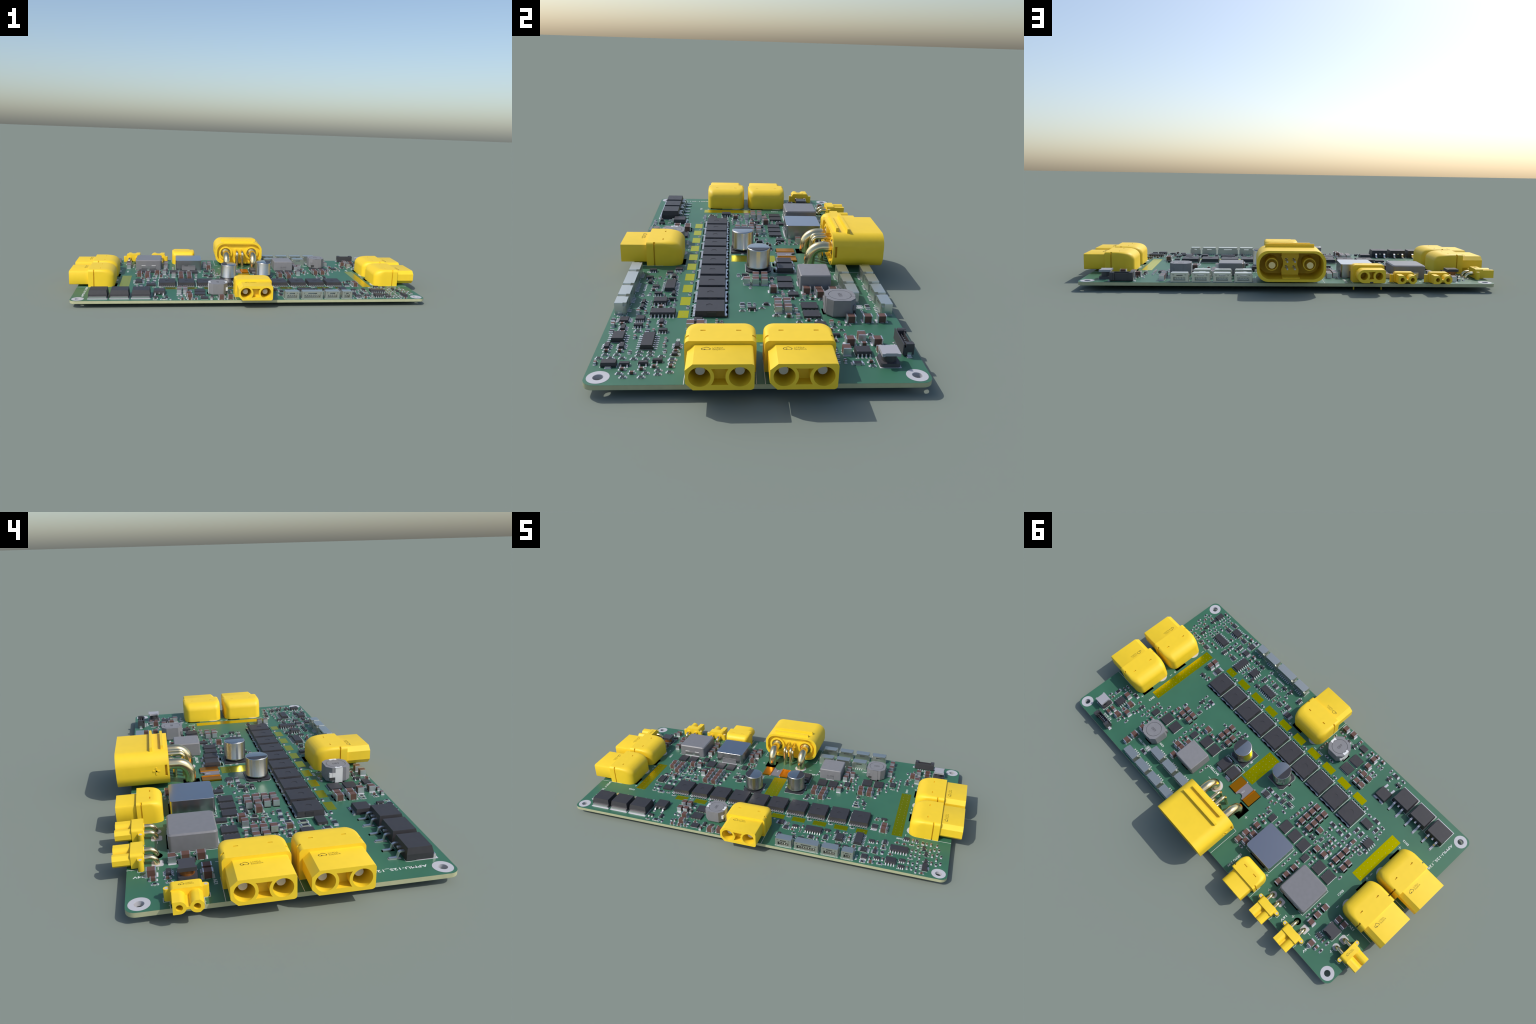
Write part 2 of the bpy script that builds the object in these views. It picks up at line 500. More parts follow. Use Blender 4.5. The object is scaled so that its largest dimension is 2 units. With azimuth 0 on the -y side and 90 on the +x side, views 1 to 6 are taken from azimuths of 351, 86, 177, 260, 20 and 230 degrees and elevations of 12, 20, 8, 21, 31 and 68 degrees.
def battery_socket():
    """large shrouded socket on the rear edge with two power and four signal pins bent down into the board; local +x mates"""
    yf, yb, zc = 55.1, 33.7, 8.78
    o = 25.0
    W, H = 16.15, 7.27
    b = MB()
    outer = rounded(-W, W, zc - H, zc + H, 5.4, 10)
    inner = rounded(-W + 1.2, W - 1.2, zc - H + 1.15, zc + H - 1.0, 5.2, 10)
    b.sheet([outer, inner], yf - yb, 'yellow', along_x(yb - o))
    cut = [(34.5 - o, 35.45 - o, 14.5, 17, 6.5, 11.25), (34.5 - o, 35.45 - o, -17, -14.5, 6.5, 11.25)]
    sh = carve(b.mesh('battery_socket_shroud'), cut)
    b = MB()
    # bulkhead carrying the pins, deep inside the mouth; cups behind it, sleeves and the signal block before it
    b.sheet([inner] + [circle(q * 9, zc, 2.4, 24) for q in (-1, 1)], 2.0, 'yellow', along_x(35.7 - o))
    for q in (-1, 1):
        b.sheet([circle(q * 9, zc, 4.6, 36), circle(q * 9, zc, 3.5, 36)], 1.4, 'yellow', along_x(34.4 - o))
        b.sheet([circle(q * 9, zc, 3.06, 36), circle(q * 9, zc, 2.6, 36)], 11.0, 'yellow', along_x(37.6 - o))
        b.sheet([circle(q * 9, zc, 2.65, 36), circle(q * 9, zc, 1.8, 30)], 8.6, 'yellow', along_x(37.6 - o))
    blk = [(-3.95, zc - H + 1.0), (3.95, zc - H + 1.0)] + [(9 - 5.6 * math.cos(math.radians(t)), zc + 5.6 * math.sin(math.radians(t))) for t in range(-32, 33, 8)]
    blk += [(3.95, zc + H - 1.05), (-3.95, zc + H - 1.05)] + [(-9 + 5.6 * math.cos(math.radians(t)), zc + 5.6 * math.sin(math.radians(t))) for t in range(32, -33, -8)]
    b.sheet([blk] + [circle(sx * 1.8, zc + sz * 1.75, 0.75, 16) for sx in (-1, 1) for sz in (-1, 1)], 7.0, 'yellow', along_x(37.6 - o))
    b.box(44 - o, 53.0 - o, -4.1, 4.1, zc - H + 1.0, zc - H + 1.65, 'yellow')
    # ribs on the roof
    for y, hl in ((40.5, 12.0), (36.0, 10.4)):
        b.box(y - 0.62 - o, y + 0.62 - o, -hl, hl, zc + H - 0.2, zc + H + 1.6, 'yellow', tx=0.12, ty=0.12)
    h = place('battery_socket', sh, 0.05, o, 0, 90)
    place('pin_carrier', b.mesh('pin_carrier'), parent=h)
    b = MB()
    b.box(W - 0.1, W + 0.2, -1.4, 1.4, -0.32, 0.32, 'yellow')
    b.box(W - 0.1, W + 0.2, -0.32, 0.32, -1.5, 1.5, 'yellow')
    place('raised_plus', b.mesh('raised_plus'), 38.95 - o, 0, zc, 90, h)
    # power pins
    b = MB()
    rb = 5.4
    path = [(15, 0, zc), (12, 0, zc), (rb + 0.3, 0, zc)] + [(rb * (1 - math.sin(math.radians(a))), 0, zc - rb + rb * math.cos(math.radians(a))) for a in range(6, 91, 6)] + [(0, 0, -0.8)]
    b.tube(path, 2.3, 'gold', 28)
    b.lathe([(2.0, 0), (3.05, 0.05), (3.05, 2.6)], 'gold', 32, tf=Matrix.Translation((9.1, 0, zc)) @ Matrix.Rotation(math.radians(90), 4, 'Y'))
    b.lathe([(1.75, 0), (1.75, 11.9), (1.55, 12.1)], 'gold', 24, tf=Matrix.Translation((14.5, 0, zc)) @ Matrix.Rotation(math.radians(90), 4, 'Y'))
    pp = b.mesh('power_pin')
    for s in (-1, 1):
        place('power_pin', pp, 0, s * 9, 0, 0, h)
    for dz, foot in ((1.75, 2.1), (-1.75, 6.2)):
        b = MB()
        z = zc + dz
        path = [(18.2, 0, z), (foot + 2.2, 0, z)] + [(foot + 1.9 * (1 - math.sin(math.radians(a))), 0, z - 1.9 + 1.9 * math.cos(math.radians(a))) for a in range(0, 91, 10)] + [(foot, 0, -0.6)]
        b.tube(path, 0.88, 'gold', 16)
        b.lathe([(0.46, 0), (0.46, 9.4), (0.3, 9.6)], 'pinface', 14, tf=Matrix.Translation((18.0, 0, z)) @ Matrix.Rotation(math.radians(90), 4, 'Y'))
        sp = b.mesh('signal_pin')
        for s in (-1, 1):
            place('signal_pin', sp, 0, s * 1.8, 0, 0, h)
    pad(-12.5, -6.2, 21.2, 28.2, 'void')
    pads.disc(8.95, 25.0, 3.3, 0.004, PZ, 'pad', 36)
    for s in (-1, 1):
        line(s * 16.4, 33.2, s * 16.4, 49.9)
        line(s * 16.4, 33.2, s * 14.5, 33.2)
battery_socket()

# ------------------------------------------------------------------ ivory wire sockets along the edges
def wire_socket_mesh(n):
    """side-entry socket with n contacts; local +x mates, origin on the mating face"""
    w = (n - 1) * 1.25 / 2 + 2.25
    c = (n - 1) * 1.25 / 2
    b = MB()
    body = [(-w, 0.1), (w, 0.1), (w, 4.1), (w - 0.12, 4.4), (-w + 0.12, 4.4), (-w, 4.1)]
    mouth = [(-c - 0.95, 0.75), (c + 0.95, 0.75), (c + 0.95, 2.55), (-c - 0.95, 2.55)]
    win = [(-c * 0.55 - 0.5, 2.95), (c * 0.55 + 0.5, 2.95), (c * 0.55 + 0.5, 3.6), (-c * 0.55 - 0.5, 3.6)]
    nip = [[(s * (w - 1.25) - 0.4, 3.35), (s * (w - 1.25) + 0.4, 3.35), (s * (w - 1.25) + 0.4, 3.65), (s * (w - 1.25) - 0.4, 3.65)] for s in (-1, 1)]
    b.sheet([body, mouth, win] + nip, 0.9, 'shell', along_x(-0.9))
    b.sheet([body, mouth, win], 2.0, 'shell', along_x(-2.9))
    low = [(-w + 0.4, 0.1), (w - 0.4, 0.1), (w - 0.4, 4.39), (-w + 0.4, 4.39)]
    b.sheet([low, win], 1.2, 'shell', along_x(-4.1))
    for i in range(n):
        y = (i - (n - 1) / 2) * 1.25
        b.box(-3.0, -0.7, y - 0.16, y + 0.16, 1.3, 1.65, 'tin')
        b.box(-4.7, -4.0, y - 0.14, y + 0.14, 0.05, 0.3, 'tin')
    for s in (-1, 1):
        b.box(-3.9, -2.9, min(s * (w - 0.5), s * (w + 0.28)), max(s * (w - 0.5), s * (w + 0.28)), 0.1, 3.3, 'shell')
        b.box(-2.5, -0.6, min(s * (w - 0.1), s * (w + 0.05)), max(s * (w - 0.1), s * (w + 0.05)), 0.06, 1.5, 'steel')
    return b.mesh('wire_socket_%d' % n)

SOCK = {n: wire_socket_mesh(n) for n in (2, 4, 7)}
for n, x, y, r in ((4, 52.6, 48.75, 90), (4, 42.55, 48.75, 90), (4, 32.5, 48.75, 90), (4, 22.45, 48.75, 90),
                   (4, 42.6, 38.75, 90), (4, 32.55, 38.75, 90), (4, 22.5, 38.75, 90),
                   (4, 21.3, -48.75, 270), (7, 33.0, -48.75, 270), (4, 44.7, -48.75, 270), (2, 53.35, -48.75, 270)):
    place('wire_socket', SOCK[n], x, y, 0, r)
    tf = rotz(r, x, y)
    w = (n - 1) * 1.25 / 2 + 2.25
    for i in range(n):
        q = (i - (n - 1) / 2) * 1.25
        pad(-5.3, -4.0, q - 0.3, q + 0.3, 'pad', tf)
    for s in (-1, 1):
        a, c = sorted((s * (w - 0.8), s * (w + 0.2)))
        pad(-2.4, 0.2, a, c, 'pad', tf)
    line(0.22, -w + 1.1, 0.22, w - 1.1, 0.18, tf)
    for s in (-1, 1):
        line(-4.3, s * (w + 0.25), -2.7, s * (w + 0.25), 0.15, tf)
        line(-4.3, s * (w + 0.25), -4.3, s * (w - 1.2), 0.15, tf)

def upright_socket():
    """black top-entry six way header: thin walls, open slot, a stepped block at each end"""
    b = MB()
    b.box(-5.4, 5.4, -1.7, -1.35, 0.5, 4.2, 'dark')
    b.box(-3.9, 3.9, 0.75, 1.05, 0.5, 3.9, 'dark', ty=0.05)
    b.box(-5.4, 5.4, -1.4, 1.0, 0.3, 1.3, 'dark')
    for s in (-1, 1):
        a, c = sorted((s * 3.7, s * 4.05))
        b.box(a, c, -1.4, 1.0, 0.5, 4.2, 'dark')
        a, c = sorted((s * 4.0, s * 5.45))
        b.box(a, c, -1.4, 1.75, 0.6, 3.0, 'dark')
        b.box(a, c, -1.0, 1.75, 2.9, 4.3, 'dark', tx=0.08, ty=0.08)
        a, c = sorted((s * 3.3, s * 4.2))
        b.box(a, c, 0.95, 1.6, 0.6, 4.2, 'dark')
        a, c = sorted((s * 5.3, s * 6.2))
        b.box(a, c, -0.3, 1.0, 0.05, 0.4, 'tin')
        a, c = sorted((s * 5.42, s * 5.6))
        b.box(a, c, -0.3, 1.0, 0.05, 1.5, 'steel')
    for i in range(6):
        x = (i - 2.5) * 1.25
        b.box(x - 0.16, x + 0.16, -0.9, 0.2, 1.25, 1.5, 'tin')
        b.box(x - 0.16, x + 0.16, -0.1, 0.2, 1.3, 3.2, 'tin')
        b.box(x - 0.15, x + 0.15, -2.2, -1.6, 0.05, 0.3, 'tin')
    o = place('upright_wire_socket', b.mesh('upright_wire_socket'), 79.85, 46.3, 0)
    tf = rotz(0, 79.85, 46.3)
    for i in range(6):
        x = (i - 2.5) * 1.25
        pad(x - 0.3, x + 0.3, -2.5, -1.5, 'pad', tf)
    for s in (-1, 1):
        pad(min(s * 5.3, s * 6.6), max(s * 5.3, s * 6.5), -0.5, 1.2, 'pad', tf)
upright_socket()

# ------------------------------------------------------------------ coils
def moulded_coil(x, y, wx, wy, h, mat, chamfer, corner, clip_x, split=False):
    b = MB()
    base = rounded(-wx / 2, wx / 2, -wy / 2, wy / 2, corner, 5)
    b.prism(base, 0.15, h - chamfer, mat)
    top = [(px * (1 - 2 * chamfer / wx), py * (1 - 2 * chamfer / wy)) for px, py in base]
    b.prism(base, h - chamfer, h, mat, top=top)
    o = place('power_coil', b.mesh('power_coil', 25), x, y)
    b = MB()
    for s in (-1, 1):
        y0, y1 = sorted((s * (wy / 2 - 0.1), s * (wy / 2 + 0.14)))
        b.box(-clip_x, clip_x, y0, y1, 0.08, h * 0.42, 'steel' if split else 'ferrite2')
        if split:
            for q in (-1, 1):
                a, c = sorted((q * clip_x * 0.42, q * clip_x))
                b.box(a, c, y0, y1, h * 0.40, h * 0.47, 'whitemetal')  # bright bars modelled for the white glints above the clip
        else:
            b.box(-clip_x, -clip_x * 0.6, y0, y1, h * 0.4, h * 0.5, 'ferrite2')
            b.box(-clip_x * 0.1, clip_x, y0, y1, h * 0.4, h * 0.5, 'ferrite2')
        a, c = sorted((s * (wy / 2 - 2.6), s * (wy / 2 + 0.1)))
        b.box(-clip_x, clip_x, a, c, 0.07, 0.2, 'steel')
    place('coil_clip', b.mesh('coil_clip'), parent=o)
    return o
moulded_coil(-34.85, 26.55, 16.8, 16.6, 6.85, 'shield', 0.08, 1.1, 4.4)
moulded_coil(-60.9, 28.3, 16.5, 16.5, 6.6, 'ferrite2', 0.5, 1.2, 4.6, True)
moulded_coil(28.9, 24.2, 12.5, 12.1, 6.3, 'ferrite', 0.35, 0.6, 1.9)
for x, y, wx, wy, cl in ((-34.85, 26.55, 16.9, 17.2, 5), (-60.9, 28.3, 17.0, 17.0, 5), (28.9, 24.2, 12.9, 12.5, 2.4)):
    tf = rotz(0, x, y)
    for s in (-1, 1):
        a, c = sorted((s * (wy / 2 - 3), s * (wy / 2 + 0.35)))
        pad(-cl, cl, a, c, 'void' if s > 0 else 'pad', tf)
        if wx > 14:
            line(s * wx / 2, -wy / 2, s * wx / 2, wy / 2, 0.16, tf)
            for q in (-1, 1):
                line(s * wx / 2, q * wy / 2, s * (cl + 0.6), q * wy / 2, 0.16, tf)

def drum_coil(x, y, rot, bright):
    """eight sided drum coil, a round core set in the top, clips on two sides"""
    b = MB()
    h, a, c = 6.65, 5.2, 2.2
    octa = [(a, a - c), (a - c, a), (c - a, a), (-a, a - c), (-a, c - a), (c - a, -a), (a - c, -a), (a, c - a)]
    foot = [(p * 0.93, q * 0.93) for p, q in octa]
    oct_in = [(p * 0.99, q * 0.99) for p, q in octa]
    b.prism(foot, 0.15, 0.7, 'ferrite', top=octa)
    b.prism(octa, 0.7, h - 0.35, 'ferrite')
    b.sheet([oct_in, circle(0, 0, 4.1, 48)], 0.37, 'ferrite', Matrix.Translation((0, 0, h - 0.37)))
    b.disc(0, 0, 3.93, h - 0.37, h, 'ferrite', 48)
    b.sheet([circle(0, 0, 4.1, 48), circle(0, 0, 3.9, 48)], 0.02, 'groove', Matrix.Translation((0, 0, h - 0.355)))
    o = place('drum_coil', b.mesh('drum_coil', 20), x, y, 0, rot)
    b = MB()
    m = 'whitemetal' if bright else 'ferrite'
    for s in (-1, 1):
        def clip(p, q, y0, y1, z0, z1, mat=m):
            b.box(min(s * p, s * q), max(s * p, s * q), min(s * y0, s * y1), max(s * y0, s * y1), z0, z1, mat)
        clip(5.1, 5.36, 1.45, -1.7, 0.1, h + 0.03)
        clip(4.35, 5.36, 1.45, -1.7, h - 0.1, h + 0.04)
        clip(3.95, 4.5, 1.45, 0.55, h - 0.1, h + 0.035)
        clip(3.95, 4.5, -0.75, -1.7, h - 0.1, h + 0.035)
        clip(5.1, 5.36, -1.7, -3.0, 2.5, 4.4)
        clip(4.3, 5.36, -2.9, -4.2, 2.5, 4.4)
        clip(4.4, 5.22, -1.9, -3.9, 1.1, 2.4, 'groove')
        clip(3.0, 5.4, 1.5, -2.0, 0.06, 0.2, 'steel')
    place('coil_clip', b.mesh('coil_clip'), parent=o)
    b = MB()
    v, f = text_mesh('680', 2.1, 0.02)
    b.add(v, f, 'stamp', Matrix.Translation((0, 0, h - 0.005)) @ Matrix.Rotation(math.radians(90 if bright else 90), 4, 'Z'))
    place('printed_value', b.mesh('printed_value'), parent=o)
    tf = rotz(rot, x, y)
    for s in (-1, 1):
        a0, a1 = sorted((s * 3.0, s * 6.0))
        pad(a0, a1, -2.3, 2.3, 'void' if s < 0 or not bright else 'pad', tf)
drum_coil(53.8, 30.1, 270, False)
drum_coil(-19.75, -35.65, 0, True)

def bobbin_coil(x, y, w, wb, h, topmat, plate, notch, coil_mat, turned=False):
    b = MB()
    q = wb / 2
    foot = rounded(-q, q, -q, q, 0.9, 4)
    b.prism(foot, 0.1, h * 0.27, 'darkcore', top=[(px * 0.94, py * 0.94) for px, py in foot])
    b.lathe([(w * 0.40, h * 0.25), (w * 0.40, h - plate + 0.05)], coil_mat, 28)
    o = place('bobbin_coil', b.mesh('bobbin_coil'), x, y)
    b = MB()
    p = w / 2
    k = notch
    out = [(p, -p), (p, -p + 0.7), (p - k * 0.5, -p + 1.2), (p - k * 0.5, p - 1.2), (p, p - 0.7), (p, p),
           (-p + 0.25, p), (-p, p - 0.7), (-p + k * 0.5, p - 1.2), (-p + k * 0.5, -p + 1.2), (-p, -p + 0.7), (-p + 0.25, -p)]
    if turned:
        out = [(-q, r) for r, q in out]
    b.prism(out, h - plate, h, topmat)
    place('coil_top_plate', b.mesh('coil_top_plate'), parent=o)
    tf = rotz(0, x, y)
    return tf
tf = bobbin_coil(88.75, 39.2, 5.7, 6.2, 4.55, 'pale', 1.0, 0.7, 'darkcore')
pad(-3.3, 3.3, 1.6, 3.3, 'pad', tf)
pad(-3.3, 3.3, -3.3, -1.6, 'pad', tf)
line(-3.2, -3.2, -3.2, 3.2, 0.16, tf)
line(3.2, -3.2, 3.2, 3.2, 0.16, tf)
tf = bobbin_coil(-83.95, 31.5, 5.9, 6.3, 4.5, 'darkcore', 1.3, 0.9, 'winding', True)
for s in (-1, 1):
    line(s * 3.35, -3.25, s * 3.35, 3.25, 0.16, tf)
    line(-3.35, s * 3.25, -2.7, s * 3.25, 0.16, tf)
    line(3.35, s * 3.25, 2.7, s * 3.25, 0.16, tf)

# ------------------------------------------------------------------ aluminium can capacitors
def can_capacitor(x, y, rot):
    b = MB()
    q = 5.2
    k = 1.2
    base = [(q, -q), (q, q), (-q + k, q), (-q, q - k), (-q, -q + k), (-q + k, -q)]
    b.prism(base, 0.1, 0.75, 'canblack')
    for s in (-1, 1):
        a, c = sorted((s * 3.2, s * 5.75))
        b.box(a, c, -0.45, 0.45, 0.05, 0.28, 'tin')
    o = place('can_capacitor', b.mesh('can_capacitor'), x, y, 0, rot)
    b = MB()
    prof = [(3.7, 0.72), (4.5, 1.05), (4.88, 1.45), (4.98, 1.75), (4.96, 1.95), (4.84, 2.15), (4.84, 9.35), (4.74, 9.66), (4.52, 9.82), (4.3, 9.85)]
    b.lathe(prof, 'can', 56)
    place('aluminium_can', b.mesh('aluminium_can', 40), parent=o)
    b = MB()
    cut = math.degrees(math.acos(-1.25 / 4.62))
    pts = circle(0, 0, 4.62, 40, cut, 360 - cut)
    b.prism(pts, 9.84, 9.90, 'canblack')
    place('polarity_sector', b.mesh('polarity_sector'), parent=o)
    tf = rotz(rot, x, y)
    for s in (-1, 1):
        a, c = sorted((s * 2.6, s * 6.3))
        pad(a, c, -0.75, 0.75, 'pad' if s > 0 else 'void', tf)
    q = 5.36
    for p0, p1 in (((q, -q), (q, -1)), ((q, 1), (q, q)), ((q, q), (-q + k, q)), ((q, -q), (-q + k, -q)), ((-q + k, q), (-q, q - k)), ((-q + k, -q), (-q, -q + k)), ((-q, q - k), (-q, 1)), ((-q, -q + k), (-q, -1))):
        line(*p0, *p1, 0.15, tf)
can_capacitor(12.6, 2.85, 180)
can_capacitor(-10.5, -3.4, 0)

# ------------------------------------------------------------------ surge diodes, current shunt
def surge_diode(x, y):
    b = MB()
    b.box(-2.9, 2.9, -3.45, 3.45, 0.25, 1.25, 'black')
    b.box(-2.9, 2.9, -3.45, 3.45, 1.25, 2.4, 'black', 0.25, 0.25)
    b.box(-2.65, 2.65, -3.25, -2.75, 2.38, 2.42, 'mark')
    for s in (-1, 1):
        a, c = sorted((s * 3.4, s * 3.95))
        b.box(-1.5, 1.5, a, c, 0.06, 1.3, 'tin')
    place('surge_diode', b.mesh('surge_diode'), x, y)
    tf = rotz(0, x, y)
    for s in (-1, 1):
        a, c = sorted((s * 2.4, s * 4.75))
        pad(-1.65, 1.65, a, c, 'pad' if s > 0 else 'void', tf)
    for s in (-1, 1):
        line(s * 3.1, -5.1, s * 3.1, 3.6, 0.15, tf)
    line(-3.1, -5.1, 3.1, -5.1, 0.15, tf)
surge_diode(15.2, 14.0)
surge_diode(8.2, 14.05)

def current_shunt():
    b = MB()
    notch = circle(0, 4.1, 1.75, 16, 180, 360)
    b.prism([(-2.65, -4.05), (2.65, -4.05), (2.65, 4.1)] + list(reversed(notch)) + [(-2.65, 4.1)], 0.1, 0.62, 'manganin')
    v, f = text_mesh('0.2m', 1.0, 0.02)
    b.add(v, f, 'silk', rotz(90, 0.3, 0.9, 0.62))
    o = place('current_shunt', b.mesh('current_shunt'), -3.3, 16.15)
    b = MB()
    for s in (-1, 1):
        a, c = sorted((s * 2.6, s * 7.6))
        b.box(a, c, -4.05, 4.05, 0.1, 0.75, 'copper')
        a, c = sorted((s * 2.6, s * 3.5))
        b.box(a, c, -4.0, 4.0, 0.7, 0.98, 'copper', 0.15, 0.0)
    place('copper_end', b.mesh('copper_end'), parent=o)
    tf = rotz(0, -3.3, 16.15)
    for s in (-1, 1):
        a, c = sorted((s * 2.4, s * 7.85))
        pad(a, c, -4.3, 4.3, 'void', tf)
        pad(s * 2.9 - 0.25, s * 2.9 + 0.25, -4.6, -4.0, 'pad', tf, 0.3)
current_shunt()

# ------------------------------------------------------------------ power transistors
def gull(b, y0, x, w, h, reach, t=0.2, mat='tin', sgn=1, foot=0.55):
    """bent lead leaving the body at y0 (local +y when sgn is 1), down to the board"""
    def q(a, c, z0, z1):
        a, c = sorted((sgn * a, sgn * c))
        b.box(x - w / 2, x + w / 2, a, c, z0, z1, mat)
    knee = y0 + (reach - y0) * (1 - foot)
    q(y0 - 0.1, knee, h - t, h)
    q(knee - t, knee, 0.06, h - t)
    q(knee - t, reach, 0.06, 0.06 + t)

def power_transistor_meshes():
    b = MB()
    h = 2.3
    rim = [(-4.95, -5.2), (4.95, -5.2), (4.95, 5.2), (-4.95, 5.2)]
    up = [(-4.62, -5.02), (4.62, -5.02), (4.62, 5.0), (-4.62, 5.0)]
    b.prism(rim, 0.12, 0.5, 'black')
    b.prism(rim, 0.5, h - 0.1, 'black', top=up)
    b.sheet([up, circle(0.0, -0.3, 1.25, 28)], 0.1, 'black', Matrix.Translation((0, 0, h - 0.1)))
    for s in (-1, 1):
        a, c = sorted((s * 4.4, s * 4.95))
        b.box(a, c, -1.1, 2.3, 0.4, 1.95, 'black', tx=0.04, ty=0.1)
    body = b.mesh('power_transistor')
    b = MB()
    tab = [(-4.7, 4.9), (4.7, 4.9), (4.7, 6.0), (3.4, 6.0), (2.6, 5.6), (1.2, 5.6), (0.5, 5.95), (-0.5, 5.95), (-1.2, 5.6), (-2.6, 5.6), (-3.4, 6.0), (-4.7, 6.0)]
    b.prism(tab, 0.07, 0.6, 'steel')
    for i in range(8):
        x = (i - 3.5) * 1.2
        b.box(x - 0.35, x + 0.35, -6.0, -5.1, 0.07, 0.45, 'tin')
    legs = b.mesh('transistor_leads')
    return body, legs
PT = power_transistor_meshes()
for k in range(10):
    x, y = 53.5 - 11.33 * k, -15.85
    o = place('power_transistor', PT[0], x, y)
    place('transistor_leads', PT[1], parent=o)
    tf = rotz(0, x, y)
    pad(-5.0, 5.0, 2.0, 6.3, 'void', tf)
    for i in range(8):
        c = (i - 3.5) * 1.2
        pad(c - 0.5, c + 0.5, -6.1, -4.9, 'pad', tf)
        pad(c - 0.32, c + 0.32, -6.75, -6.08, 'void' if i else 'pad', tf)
    line(-5.35, -5.4, -5.35, 5.6, 0.22, tf)
    silk.disc(-5.3, -5.9, 0.3, 0.003, SZ, 'silk', 12, tf)

def big_transistor_meshes():
    b = MB()
    h = 4.5
    b.box(-5.0, 5.0, -4.7, 4.3, 0.15, 2.2, 'black')
    b.prism([(-5.0, -4.7), (5.0, -4.7), (5.0, 4.3), (-5.0, 4.3)], 2.2, h, 'black', top=[(-4.6, -4.0), (4.6, -4.0), (4.6, 4.0), (-4.6, 4.0)])
    b.sheet([circle(0, 0, 1.3, 28), circle(0, 0, 1.22, 28)], 0.012, 'groove', Matrix.Translation((0, 0, h)))
    body = b.mesh('large_power_transistor')
    b = MB()
    b.box(-5.0, 5.0, -5.6, -4.6, 0.07, 1.35, 'steel', tx=0.35)
    for s in (-1, 1):
        def q(a, c, z0, z1):
            b.box(s * 2.57 - 0.5, s * 2.57 + 0.5, a, c, z0, z1, 'steel')
        q(4.2, 5.6, 2.25, 2.75)
        b.add([(s * 2.57 + dx, yy, zz) for dx in (-0.5, 0.5) for yy, zz in ((5.5, 2.75), (6.2, 2.35), (6.6, 0.7), (7.1, 0.5), (9.2, 0.5), (9.2, 0.07), (6.9, 0.07), (6.2, 0.5), (5.85, 2.05), (5.5, 2.25))],
              [tuple(range(10)), tuple(range(19, 9, -1))] + [(i, (i + 1) % 10, 10 + (i + 1) % 10, 10 + i) for i in range(10)], 'steel')
    b.box(-0.55, 0.55, 4.2, 5.5, 2.25, 2.75, 'steel', tx=0.1)
    return body, b.mesh('transistor_leads')
BT = big_transistor_meshes()
for x in (-62.55, -74.05, -85.6):
    y = -40.85
    o = place('large_power_transistor', BT[0], x, y)
    place('transistor_leads', BT[1], parent=o)
    tf = rotz(0, x, y)
    pad(-5.3, 5.3, -6.2, 1.0, 'pad', tf)
    for s in (-1, 1):
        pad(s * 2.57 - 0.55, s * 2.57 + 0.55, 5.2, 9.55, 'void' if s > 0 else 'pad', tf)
    for s in (-1, 1):
        line(s * 5.3, 1.2, s * 5.3, 4.5, 0.14, tf)
        line(s * 5.3, 4.5, s * 3.5, 4.5, 0.14, tf)

def medium_transistor():
    x, y = -52.75, -35.4
    b = MB()
    b.box(-3.3, 3.3, -3.1, 3.1, 0.12, 1.0, 'black')
    b.box(-3.3, 3.3, -3.1, 3.1, 1.0, 2.25, 'black', 0.3, 0.25)
    b.disc(0.2, -1.6, 0.35, 2.24, 2.262, 'groove', 14)
    o = place('medium_power_transistor', b.mesh('medium_power_transistor'), x, y)
    b = MB()
    b.prism([(-2.9, 2.9), (2.9, 2.9), (2.9, 3.9), (0.8, 3.9), (0.5, 3.5), (-0.5, 3.5), (-0.8, 3.9), (-2.9, 3.9)], 0.07, 0.6, 'steel')
    for s in (-1, 1):
        gull(b, 3.05, s * 2.28, 0.8, 1.2, 5.9, 0.4, 'tin', -1)
    b.box(-0.4, 0.4, -3.9, -3.0, 0.8, 1.2, 'tin')
    place('transistor_leads', b.mesh('transistor_leads'), parent=o)
    tf = rotz(0, x, y)
    pad(-3.2, 3.2, -1.0, 4.15, 'pad', tf)
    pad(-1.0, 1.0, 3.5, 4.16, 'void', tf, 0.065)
    for s in (-1, 1):
        pad(s * 2.28 - 0.6, s * 2.28 + 0.6, -6.1, -4.0, 'pad', tf)
medium_transistor()

# ------------------------------------------------------------------ small surface-mount parts
# a chip part: length, width, height, body material, size of the end caps, reach of the solder lands
CHIP = dict(
    r04=('chip_resistor', 1.0, 0.5, 0.35, 'blackhi', 0.25, 0.2), r06=('chip_resistor', 1.6, 0.8, 0.45, 'blackhi', 0.3, 0.42),
    r08=('chip_resistor', 2.0, 1.25, 0.5, 'blackhi', 0.36, 0.45), r12=('chip_resistor', 3.2, 1.6, 0.6, 'blackhi', 0.5, 0.45),
    c04=('chip_capacitor', 1.0, 0.5, 0.5, 'brown', 0.25, 0.2), c06=('chip_capacitor', 1.6, 0.8, 0.8, 'brown', 0.32, 0.42),
    c08=('chip_capacitor', 2.0, 1.25, 1.2, 'brown', 0.4, 0.45), c12=('chip_capacitor', 3.2, 1.6, 1.6, 'brown', 0.5, 0.5),
    c10=('chip_capacitor', 3.2, 2.5, 2.5, 'brown', 0.42, 0.5))

